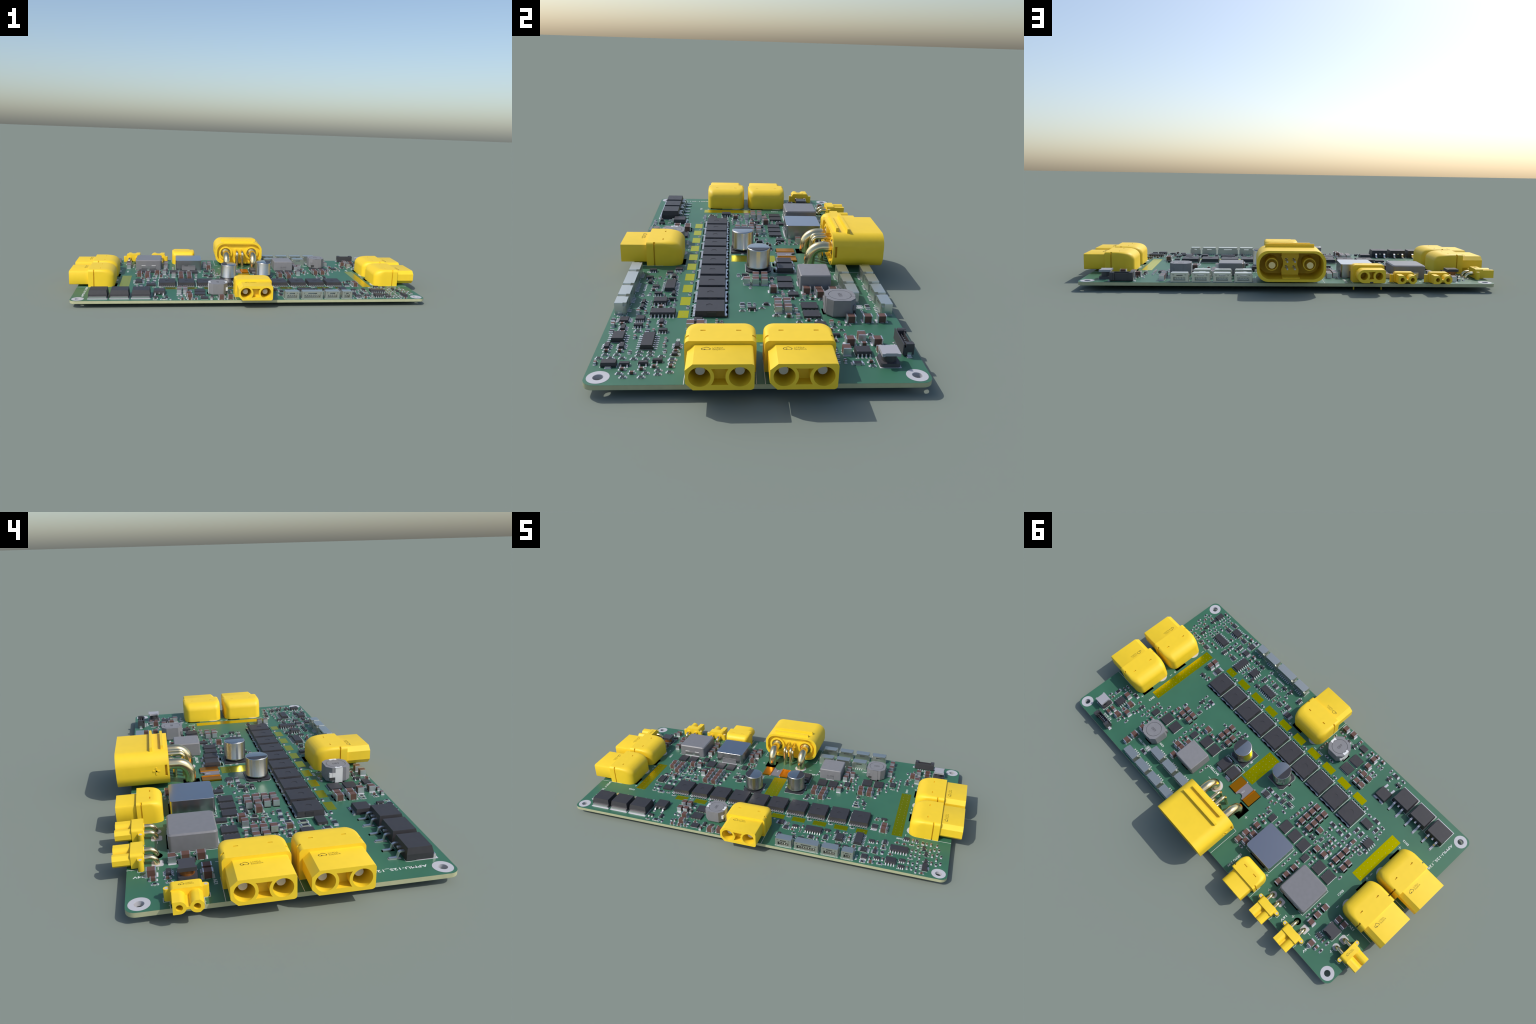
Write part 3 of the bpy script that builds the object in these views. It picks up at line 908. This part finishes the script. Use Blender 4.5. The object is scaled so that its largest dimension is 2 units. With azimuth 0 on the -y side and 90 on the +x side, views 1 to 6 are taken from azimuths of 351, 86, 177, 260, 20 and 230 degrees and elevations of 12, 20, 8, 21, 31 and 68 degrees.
def chip_mesh(code):
    nm, l, w, h, mat, cap, _ = CHIP[code]
    b = MB()
    e = 0.02
    if mat == 'blackhi':
        b.box(-l / 2 + 0.05, l / 2 - 0.05, -w / 2 + e, w / 2 - e, 0.08, h - 0.05, 'subst')
        b.box(-l / 2 + cap, l / 2 - cap, -w / 2 + e, w / 2 - e, h - 0.06, h + 0.005, 'blackhi')
    else:
        b.box(-l / 2 + 0.05, l / 2 - 0.05, -w / 2 + e, w / 2 - e, 0.08, h - e, mat)
    for s in (-1, 1):
        a, c = sorted((s * (l / 2 - cap), s * l / 2))
        b.box(a, c, -w / 2, w / 2, 0.062, h, 'tin', tx=0.03, ty=0.02)
    return b.mesh(code)

# an integrated circuit: leads per side, pitch, body length, body width, height, lead span, lead width
CHIPIC = dict(s6=(3, 0.95, 2.9, 1.6, 1.1, 2.8, 0.4), soic8=(4, 1.27, 4.9, 3.9, 1.6, 6.0, 0.42), soic14=(7, 1.27, 8.7, 3.9, 1.6, 6.0, 0.42),
              v8=(5, 0.6, 3.0, 3.0, 1.0, 4.9, 0.3), v8s=(4, 0.55, 2.5, 2.1, 0.8, 3.3, 0.3), v8l=(5, 0.6, 3.0, 3.0, 1.1, 5.2, 0.34), v6s=(3, 0.5, 1.6, 1.2, 0.6, 2.0, 0.25))

def ic_mesh(code):
    n, p, l, w, h, span, lw = CHIPIC[code]
    b = MB()
    z = h * 0.55
    b.box(-l / 2, l / 2, -w / 2, w / 2, 0.1, z, 'black', tx=-0.0)
    b.box(-l / 2, l / 2, -w / 2, w / 2, z, h, 'black', 0.08 * h, 0.12 * h)
    if code != 'v6s':
        b.disc(-l / 2 + 0.55, -w / 2 + 0.6, 0.18, h, h + 0.012, 'mark', 12)
    for i in range(n):
        for s in (-1, 1):
            gull(b, w / 2, (i - (n - 1) / 2) * p, lw, z, span / 2, 0.15, 'tin', s, 0.6)
    return b.mesh(code)

def ic_lands(code, tf):
    n, p, l, w, h, span, lw = CHIPIC[code]
    for i in range(n):
        x = (i - (n - 1) / 2) * p
        for s in (-1, 1):
            a, c = sorted((s * (span / 2 - 0.75), s * (span / 2 + 0.3)))
            pad(x - lw * 0.68, x + lw * 0.68, a, c, 'pad', tf)
    for s in (-1, 1):
        line(s * (l / 2 + 0.15), -w / 2 * 0.9, s * (l / 2 + 0.15), w / 2 * 0.9, 0.13, tf)
    silk.disc(-l / 2 - 0.15, -span / 2 - 0.1, 0.22, 0.003, SZ, 'silk', 10, tf)

def sot23_mesh():
    b = MB()
    b.box(-1.45, 1.45, -0.65, 0.65, 0.1, 0.55, 'black')
    b.box(-1.45, 1.45, -0.65, 0.65, 0.55, 1.05, 'black', 0.08, 0.12)
    gull(b, 0.65, 0, 0.42, 0.6, 1.25, 0.14, 'tin', 1)
    for s in (-1, 1):
        gull(b, 0.65, s * 0.95, 0.42, 0.6, 1.25, 0.14, 'tin', -1)
    return b.mesh('three_lead_transistor')

def sot23_lands(tf):
    for x, s in ((0, 1), (-0.95, -1), (0.95, -1)):
        a, c = sorted((s * 0.7, s * 1.6))
        pad(x - 0.3, x + 0.3, a, c, 'pad', tf)
    for s in (-1, 1):
        line(s * 1.6, 0.75, s * 1.6, -0.2, 0.13, tf)

def flat_tab_mesh():
    b = MB()
    b.box(-2.25, 2.25, -1.25, 1.25, 0.1, 0.7, 'black')
    b.box(-2.25, 2.25, -1.25, 1.25, 0.7, 1.5, 'black', 0.12, 0.15)
    for x in (-1.5, 0, 1.5):
        b.box(x - 0.22, x + 0.22, 1.2, 2.1, 0.07, 0.45, 'tin')
    b.box(-0.85, 0.85, -1.85, -1.2, 0.07, 0.45, 'tin')
    return b.mesh('flat_tab_regulator')

def leadless_mesh(l, w, h, n, code):
    """leadless package, toes of n lands showing along both long ends (local +-y)"""
    b = MB()
    b.box(-l / 2, l / 2, -w / 2, w / 2, 0.07, h, 'black', 0.03, 0.03)
    b.disc(l / 2 - 0.45, -w / 2 + 0.45, 0.16, h, h + 0.012, 'mark', 12)
    for i in range(n):
        x = (i - (n - 1) / 2) * (l * 0.78 / max(1, n - 1))
        for s in (-1, 1):
            a, c = sorted((s * (w / 2 - 0.3), s * (w / 2 + (0.14 if n < 6 else 0.05))))
            b.box(x - l * 0.3 / n, x + l * 0.3 / n, a, c, 0.065, 0.3, 'steel')
    return b.mesh(code)

def diode_mesh(code, l, w, h):
    b = MB()
    b.box(-l / 2, l / 2, -w / 2, w / 2, 0.1, h * 0.5, 'black')
    b.box(-l / 2, l / 2, -w / 2, w / 2, h * 0.5, h, 'black', 0.06, 0.06)
    b.box(-l / 2 + l * 0.14, -l / 2 + l * 0.3, -w / 2 + 0.07, w / 2 - 0.07, h, h + 0.012, 'mark')
    for s in (-1, 1):
        a, c = sorted((s * (l / 2 - 0.1), s * (l / 2 + 0.4)))
        b.box(a, c, -w * 0.22, w * 0.22, 0.065, 0.22, 'tin')
        b.box(min(s * (l / 2 - 0.1), s * (l / 2 + 0.12)), max(s * (l / 2 - 0.1), s * (l / 2 + 0.12)), -w * 0.22, w * 0.22, 0.2, h * 0.55, 'tin')
    return b.mesh(code)

def tvs_mesh():
    b = MB()
    b.box(-2.75, 2.75, -1.95, 1.95, 0.1, 0.6, 'black')
    b.box(-2.75, 2.75, -1.95, 1.95, 0.6, 1.2, 'black', 0.1, 0.1)
    for y in (-1.0, 1.0):
        b.box(-3.1, -2.7, y - 0.45, y + 0.45, 0.07, 0.3, 'tin')
    b.box(2.7, 3.0, -1.6, 1.6, 0.07, 0.5, 'tin')
    return b.mesh('half_bridge_driver')

MESH = {c: chip_mesh(c) for c in CHIP}
MESH.update({c: ic_mesh(c) for c in CHIPIC})
MESH.update(s23=sot23_mesh(), s89=flat_tab_mesh(), dfn=leadless_mesh(3.0, 4.0, 0.9, 10, 'leadless_chip'), pdfn=leadless_mesh(5.9, 5.0, 1.0, 4, 'leadless_transistor'),
            sod3=diode_mesh('small_diode', 1.8, 1.25, 0.9), sod1=diode_mesh('signal_diode', 2.7, 1.6, 1.1), tvs=tvs_mesh())
NAME = dict(s6='six_lead_chip', soic8='eight_lead_chip', soic14='fourteen_lead_chip', v8='fine_pitch_chip', v8s='tiny_chip', v8l='fine_pitch_chip', v6s='tiny_chip',
            s23='three_lead_transistor', s89='flat_tab_regulator', dfn='leadless_chip', pdfn='leadless_transistor', sod3='small_diode', sod1='signal_diode', tvs='half_bridge_driver')
NAME.update({c: CHIP[c][0] for c in CHIP})

# where they sit: kind, lie (V along the board, H across it; lower case: black end land; sign: side of the lone lead), centres in mm
def placements():
    return [
        ('c04', 'H', [(50.8, -36.4), (41.8, -33), (24.9, -31.4)]),
        ('c04', 'V', [(47.9, -30.4), (39.9, -33.5), (25.9, -34.9), (25.9, -33.4), (18.3, -30.8), (18.4, -29.4)]),
        ('c06', 'H', [(94.1, -36.8), (92.1, -39.9), (92, -34.4), (90.7, -30.9), (90.7, -26.1), (81.8, -25.4), (81.6, -46.5), (81.7, -42.4), (69.7,
            -43.8), (63.7, -44.9), (65.2, -31.8), (35.9, -37.9), (26.3, -30.3), (88.7, 33.9), (75.6, 25.1), (68.1, 18.2), (68.2, 21.5), (68.2, 25),
            (61.1, 18.4), (43.3, 14.6), (43.6, 22), (44.2, 11.2), (-16.6, 9.7), (-18.7, 8.6), (-18.1, 13.1), (-16, -44), (-40.1, -45.2), (-12, -34),
            (-71, 31), (-84.4, 37.5)]),
        ('c06', 'V', [(88.5, -48.4), (78.1, -29.4), (74.6, -29.3), (72.7, -39.3), (68.6, -33.9), (65.2, -36.4), (61.6, -36.5), (54.7, -38.4), (61.7,
            -13.4), (21.8, -34.4), (88.3, 26.1), (72.2, 29.1), (63.4, 28.6), (74.3, 37.1), (40.9, 21.6), (37.8, 11.1), (-19.7, 17.1), (-49.5, 13.1),
            (-49.6, -7.8), (-47.6, -2.8), (-53, -7.8), (-63.5, -3.4), (-64, -7.4), (-29.1, -43.4), (-32.6, -48.2), (-18.6, 19), (-20.5, 26.5), (-49,
            21), (-53.1, 13.1), (-64.5, 10.2)]),
        ('c08', 'H', [(51.2, -33.4), (78.3, 34), (58, 11.7), (-30.6, 0.2), (-30.7, 4.2), (-55.5, 2.6), (-24.1, -47.9), (-35.4, -35.6), (-84.4,
            41.9)]),
        ('c08', 'V', [(64.6, -47.7), (54.9, -40.9), (63.2, 26), (58.3, 15), (53.8, 14.7), (41.3, 19.1), (41.3, 11.2), (32.7, 8.2), (28.7, 7.6),
            (-22.2, 19.5), (-35, 7.9), (-52.5, 2), (-55.9, 6.1), (-36, -48.5), (-40, -48.5), (-61, 9.6)]),
        ('c10', 'H', [(77.5, 29.6), (77.5, 38.4), (61.6, 33), (61.4, 43.8), (61.5, 38.8), (40.9, 25.2), (37.8, 24.9), (37.6, 20.4), (37.7, 30.5),
            (36.6, 7.7), (-20.6, 30.1), (-20.5, 35), (-23.8, 27.9), (-23.8, 33.1), (-82.3, 25.4), (-85.8, 25.4), (-81.4, 42.4)]),
        ('c10', 'V', [(66.5, -22), (66.5, -18.7), (83.1, 27.4), (74.5, 33.9), (-55, 9), (-13.5, -47.5), (-18.5, -48), (-35.9, -45.5), (-36.5, -40.6),
            (-74.5, 35.8)]),
        ('c10', 'h', [(-44.7, 2.1), (-50.6, 9.5), (-38.1, -35.7), (-41.7, -35.7), (-38.2, -30.4), (-41.5, -30.5), (-49.9, 24.4), (-49.9, 29.4),
            (-49.8, 34.5), (-74, 26.4), (-74, 31.4)]),
        ('c10', 'v', [(53.5, 11.9), (53.5, 8.4), (48.4, 11.9), (48.7, 8.5), (28.5, -2.3), (28.6, 1.2), (28.7, 4.7), (23.5, 1.4), (23.4, 4.9), (-35,
            -5.3), (-35, -1.9), (-35, 1.7), (-35, 5.2), (-40.1, -5.4), (-40.1, -1.9), (-40.2, 1.6), (-40.1, 5.2), (-61, -0.3), (-61, 3.3), (-21.5,
            23.5), (-60.8, 6.6), (-66, 3.2), (-66.2, 6.8)]),
        ('c12', 'H', [(-60.1, -6.2)]),
        ('c12', 'V', [(82.4, 38.1), (82.4, 41)]),
        ('dfn', 'H', [(64.7, 22), (39.7, 15.1), (-23.6, 15), (-49.8, 16.9)]),
        ('dfn', 'V', [(-27.9, -46.4)]),
        ('jmp', 'H', [(50, 38.5)]),
        ('pdfn', 'H', [(57, 19.9), (50.3, 19.9), (31.9, 12.8), (25.6, 12.9), (-31.7, 13.1), (-38.2, 13.1), (-44.6, 13.2), (-57.9, 15.1), (-64.3,
            15)]),
        ('pdfn', 'V', [(-30.1, -38.6), (-29.9, -32.1)]),
        ('r04', 'V', [(48.4, -37.4), (45.9, -37.5), (28.4, -37.5), (24.4, -38.5)]),
        ('r06', 'H', [(96.2, -39), (94.3, -40.4), (96.2, -33.9), (94.2, -32.9), (94.8, -29.4), (92.7, -29.5), (93.7, -26.1), (88.7, -26), (85.7,
            -47.9), (85.7, -44.5), (83.7, -46.4), (83.8, -42.9), (85.8, -41), (86.3, -37.5), (86.2, -33.9), (84.2, -36.4), (82.2, -36.4), (84.2,
            -32.9), (82.3, -33), (84.8, -29.4), (51.3, -29.9), (90.9, 33.9), (62.2, 15), (68.3, 28.5), (66.3, 26.4), (64.4, 31.4), (74.8, 40), (71.3,
            37.5), (44.3, 18), (44, 25.3), (53.4, -4.5), (51.3, 2.6), (41.3, 8), (20.8, 22), (-30, 7.6), (-47.5, 0.5), (-49.6, 0.5), (-47.5, 7.5),
            (-45, 19), (-64.5, -0.6), (-12.1, -40.6), (-42, -45.4), (-42.6, -39.9), (-46.5, -47.9), (-12, -30.6), (-18.2, 21.9), (-45, 23.4), (-45.1,
            27), (-68.5, 11), (-71, 27.6), (-71, 34.9), (-86.5, 37), (-66, -19.5), (20.9, 25.6), (-86.9, 41.4)]),
        ('r06', 'V', [(82.2, -39.4), (81.7, -28.8), (48.4, -28.9), (40.4, -41.4), (39.3, -38.9), (62.2, -11.7), (23.3, -37), (88.2, 24), (84.8, 24.5),
            (65.3, 18.1), (72.9, 31.1), (48.3, 0), (32.9, -1), (-23.6, 6.5), (-25.1, 8.6), (-56.5, -2.9), (-66.6, -16.4), (-56, -22.4), (-13.1,
            -44.6), (-54.9, -48.4), (-17.7, -28.9), (-21.1, -29), (-24, 36.5), (-65, -22.5)]),
        ('r08', 'H', [(86.8, -26), (68.8, -38.9), (61.3, 22), (57.3, 7.4), (36.4, 14.9), (24.3, -3), (-18.2, 2), (-31.1, -4.5), (-27.6, 15), (-32.1,
            -45.4), (-40.5, -39.9), (-35, -30.8), (-53.6, 16.4)]),
        ('r08', 'V', [(68.9, -47.4), (60.8, -48.4), (68.8, -35.8), (48.3, -1.9), (20.7, -5.5), (-40.5, 8.2), (-52.5, -0.4), (-56.5, -0.4), (-60, -3),
            (-63.5, -5.4), (-67.5, -7.5)]),
        ('r12', 'H', [(89.4, 29.7), (-57, -11.9), (-56.1, -6.5), (-60, -11.9), (-63.6, -19)]),
        ('r12', 'V', [(80.4, 23.9), (50.5, 41.3), (48.8, -4.4), (-11.7, 5.6), (-16.6, 5.6), (-47, -5.3), (-52.1, -4.9), (-60.4, -22.8), (-50.1,
            -47.9)]),
        ('s23', 'H+', [(87.7, -30.3), (72.3, 25.9), (-52.1, 5), (-23.4, -44), (-48.7, -44.3)]),
        ('s23', 'H-', [(89.5, -39.7), (89.1, -34.3), (44.3, -30.1), (23.9, -40.9), (52.4, -1), (21, -2.7)]),
        ('s23', 'V+', [(-44.5, 7), (-54.6, -45)]),
        ('s23', 'V-', [(50.8, -40.1), (46.8, -40.1), (65.4, -12.2), (39.3, -30), (28, -40.2)]),
        ('s6', 'H', [(65.2, -39.3), (68.9, -30.8), (39.6, -35.7), (16.4, -40.5)]),
        ('s6', 'V', [(78.7, -25.2), (78.8, -46.8), (78.8, -42.3), (67, -44), (62.4, -31.9), (22.4, -31.4), (-81.4, 37.2)]),
        ('s89', 'H', [(89.5, -44.2)]),
        ('sod1', 'H', [(-20.7, 5)]),
        ('sod1', 'V', [(-21.4, 0.6), (-24.3, 3.7)]),
        ('sod3', 'H', [(83.8, -25.6), (48.3, 4.3), (-20, 14.1), (-48.5, 4.4)]),
        ('sod3', 'V', [(24, 8), (-19.4, -43.7)]),
        ('soic14', 'H', [(56, -32.2)]),
        ('soic14', 'V', [(76.2, -34.6), (32.4, -31.8)]),
        ('soic8', 'H', [(46.6, -34.1), (83.2, 32.5), (-65.5, -11.3)]),
        ('soic8', 'V', [(73.6, -44.3)]),
        ('tvs', 'V', [(-58, -18.2)]),
        ('v6s', 'V', [(-66.3, -4.8)]),
        ('v8', 'H', [(59.9, -39.4), (14.5, -30.1), (-11.8, 8.8)]),
        ('v8', 'V', [(61, -44.6)]),
        ('v8l', 'V', [(61.7, -19.7)]),
        ('v8s', 'H', [(32.5, -37.5), (18, -33.5)]),
    ]

def lay(code, lie, x, y):
    rot = 90 if lie[0] in 'Hh' else 0
    tf = rotz(rot, x, y)
    if code == 'jmp':
        tf = rotz(0, x, y)
        pad(-1.15, -0.15, -0.85, 0.85, 'pad', tf)
        pad(0.15, 1.15, -0.85, 0.85, 'pad', tf)
        for s in (-1, 1):
            line(-1.5, s * 1.15, 1.5, s * 1.15, 0.16, tf)
            line(s * 1.5, -1.15, s * 1.5, 1.15, 0.16, tf)
        return
    if code == 's23':
        single = {'V+': 0, 'V-': 180, 'H-': 90, 'H+': 270}[lie]
        rot = single
        tf = rotz(rot, x, y)
        sot23_lands(tf)
    elif code in CHIP:
        _, l, w, h, m, cap, reach = CHIP[code]
        for s in (-1, 1):
            a, c = sorted((s * (l / 2 - cap - 0.1), s * (l / 2 + reach)))
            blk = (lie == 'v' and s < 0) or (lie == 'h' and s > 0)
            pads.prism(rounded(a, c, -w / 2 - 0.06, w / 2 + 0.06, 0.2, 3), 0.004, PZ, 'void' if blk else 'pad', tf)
        if code == 'r12':
            for s in (-1, 1):
                line(-0.65, s * 0.95, 0.65, s * 0.95, 0.13, tf)
        elif code in ('r06', 'r08'):
            for s in (-1, 1):
                line(-0.22, s * (w / 2 + 0.18), 0.22, s * (w / 2 + 0.18), 0.13, tf)
        elif code in ('c10', 'c12'):
            for s in (-1, 1):
                line(-0.6, s * (w / 2 + 0.14), 0.6, s * (w / 2 + 0.14), 0.13, tf)
    elif code in CHIPIC:
        ic_lands(code, tf)
    elif code == 's89':
        for q in (-1.5, 0, 1.5):
            pad(q - 0.4, q + 0.4, 1.3, 2.5, 'pad', tf)
        pad(-1.0, 1.0, -2.1, -1.0, 'pad', tf)
        line(-2.4, -1.4, -2.4, 1.0, 0.14, tf)
        line(2.4, -1.4, 2.4, 1.0, 0.14, tf)
    elif code in ('sod3', 'sod1'):
        l = 1.8 if code == 'sod3' else 2.7
        w = 0.85 if code == 'sod3' else 1.05
        for s in (-1, 1):
            a, c = sorted((s * (l / 2 - 0.2), s * (l / 2 + 0.6)))
            pad(a, c, -0.4, 0.4, 'pad', tf)
        e = -l / 2 - 0.9 if lie == 'V' else l / 2 + 0.75
        for s in (-1, 1):
            line(e, s * w, -e * 0.75, s * w, 0.14, tf)
        line(e, -w, e, w, 0.14, tf)
    elif code in ('dfn', 'pdfn', 'tvs'):
        if code == 'dfn':
            # these lie with their longer side across the leads
            rot = 0 if lie == 'H' else 90
            tf = rotz(rot, x, y)
            line(-1.6, -2.0, -1.6, 2.0, 0.15, tf)
            silk.disc(-1.2 if lie == 'H' else 1.7, -2.25, 0.2, 0.003, SZ, 'silk', 10, tf)
        elif code == 'pdfn':
            line(-3.1, -2.6, -3.1, 2.6, 0.2, tf) if False else line(-3.0 if lie == 'H' else -3.0, 2.65, 3.0, 2.65, 0.2, tf)
            silk.disc(-3.0, 2.75, 0.26, 0.003, SZ, 'silk', 10, tf)
    place(NAME[code], MESH[code], x, y, 0, rot)

for code, lie, pts in placements():
    for x, y in pts:
        lay(code, lie, x, y)
for k in range(10):                       # a gate resistor beside each power transistor
    lay('r06', 'V', round(50.8 - 11.4 * k, 1), -23.95)

# ------------------------------------------------------------------ lettering on the board
def plus(x, y, r=0.62):
    line(x - r, y, x + r, y, 0.2)
    line(x, y - r, x, y + r, 0.2)
def minus(x, y, across):
    line(x - (0 if across else 0.65), y - (0.65 if across else 0), x + (0 if across else 0.65), y + (0.65 if across else 0), 0.2)

letter('APMU-12S_120A', -94.2, -31.9, 90, 1.75, 19.6, 0.02)
letter('BATTERY', 16.75, 20.35, 0, 1.75, 7.6)
letter('CAN', 46.95, 31.65, 0, 1.5, 2.9)
letter('CAN TERM', 55.4, 38.55, 0, 1.3, 6.3)
letter('FC PWR', 80.9, 42.95, 0, 1.4, 6.0)
letter('SERVO 7.4V', -27.1, 43.4, 90, 1.6, 9.2)
letter('16V', -64.2, 44.0, 90, 1.6, 3.6)
letter('24V', -81.6, 46.2, 90, 1.6, 3.6)
letter('12V', -89.2, 23.4, 0, 1.6, 3.0)
letter('ESC1', -73.85, 15.9, 90, 1.4, 3.5)
letter('ESC2', -78.0, -25.6, 0, 1.4, 3.5)
letter('ESC3', 73.3, 18.6, 90, 1.4, 3.5)
letter('ESC4', 75.5, -25.4, 0, 1.4, 3.5)
letter('ESC5', -13.9, -27.8, 0, 1.4, 3.2)
letter('MONITOR', 33.0, -41.55, 0, 1.35, 6.4)
for i, x in enumerate((17.2, 40.3, 57.6)):
    letter('PM %d' % (i + 1), x, -41.0 if i < 2 else -46.0, 90, 1.35, 3.6)
for x, y in ((-14.35, 24.77), (-43.64, 36.5), (-49.73, 40.35), (-66.72, 40.38), (-90.28, 37.99), (77.9, 21.5), (77.9, -1.55), (-77.6, -21.56), (-77.5, 1.38), (6.4, 5.75), (-4.3, -9.2), (9.96, -27.94)):
    plus(x, y)
for x, y, a in ((15.06, 24.74, False), (77.88, 1.4, True), (77.87, -21.67, True), (-60.72, 40.2, False), (-77.8, 40.3, False), (-90.3, 26.9, True), (-77.5, -1.5, True), (-77.6, 21.56, True), (-9.9, -27.86, False)):
    minus(x, y, a)

o = place('solder_lands', pads.mesh('solder_lands'))
o['kind'] = 'stuff'
o = place('white_lettering', silk.mesh('white_lettering'))
o['kind'] = 'stuff'
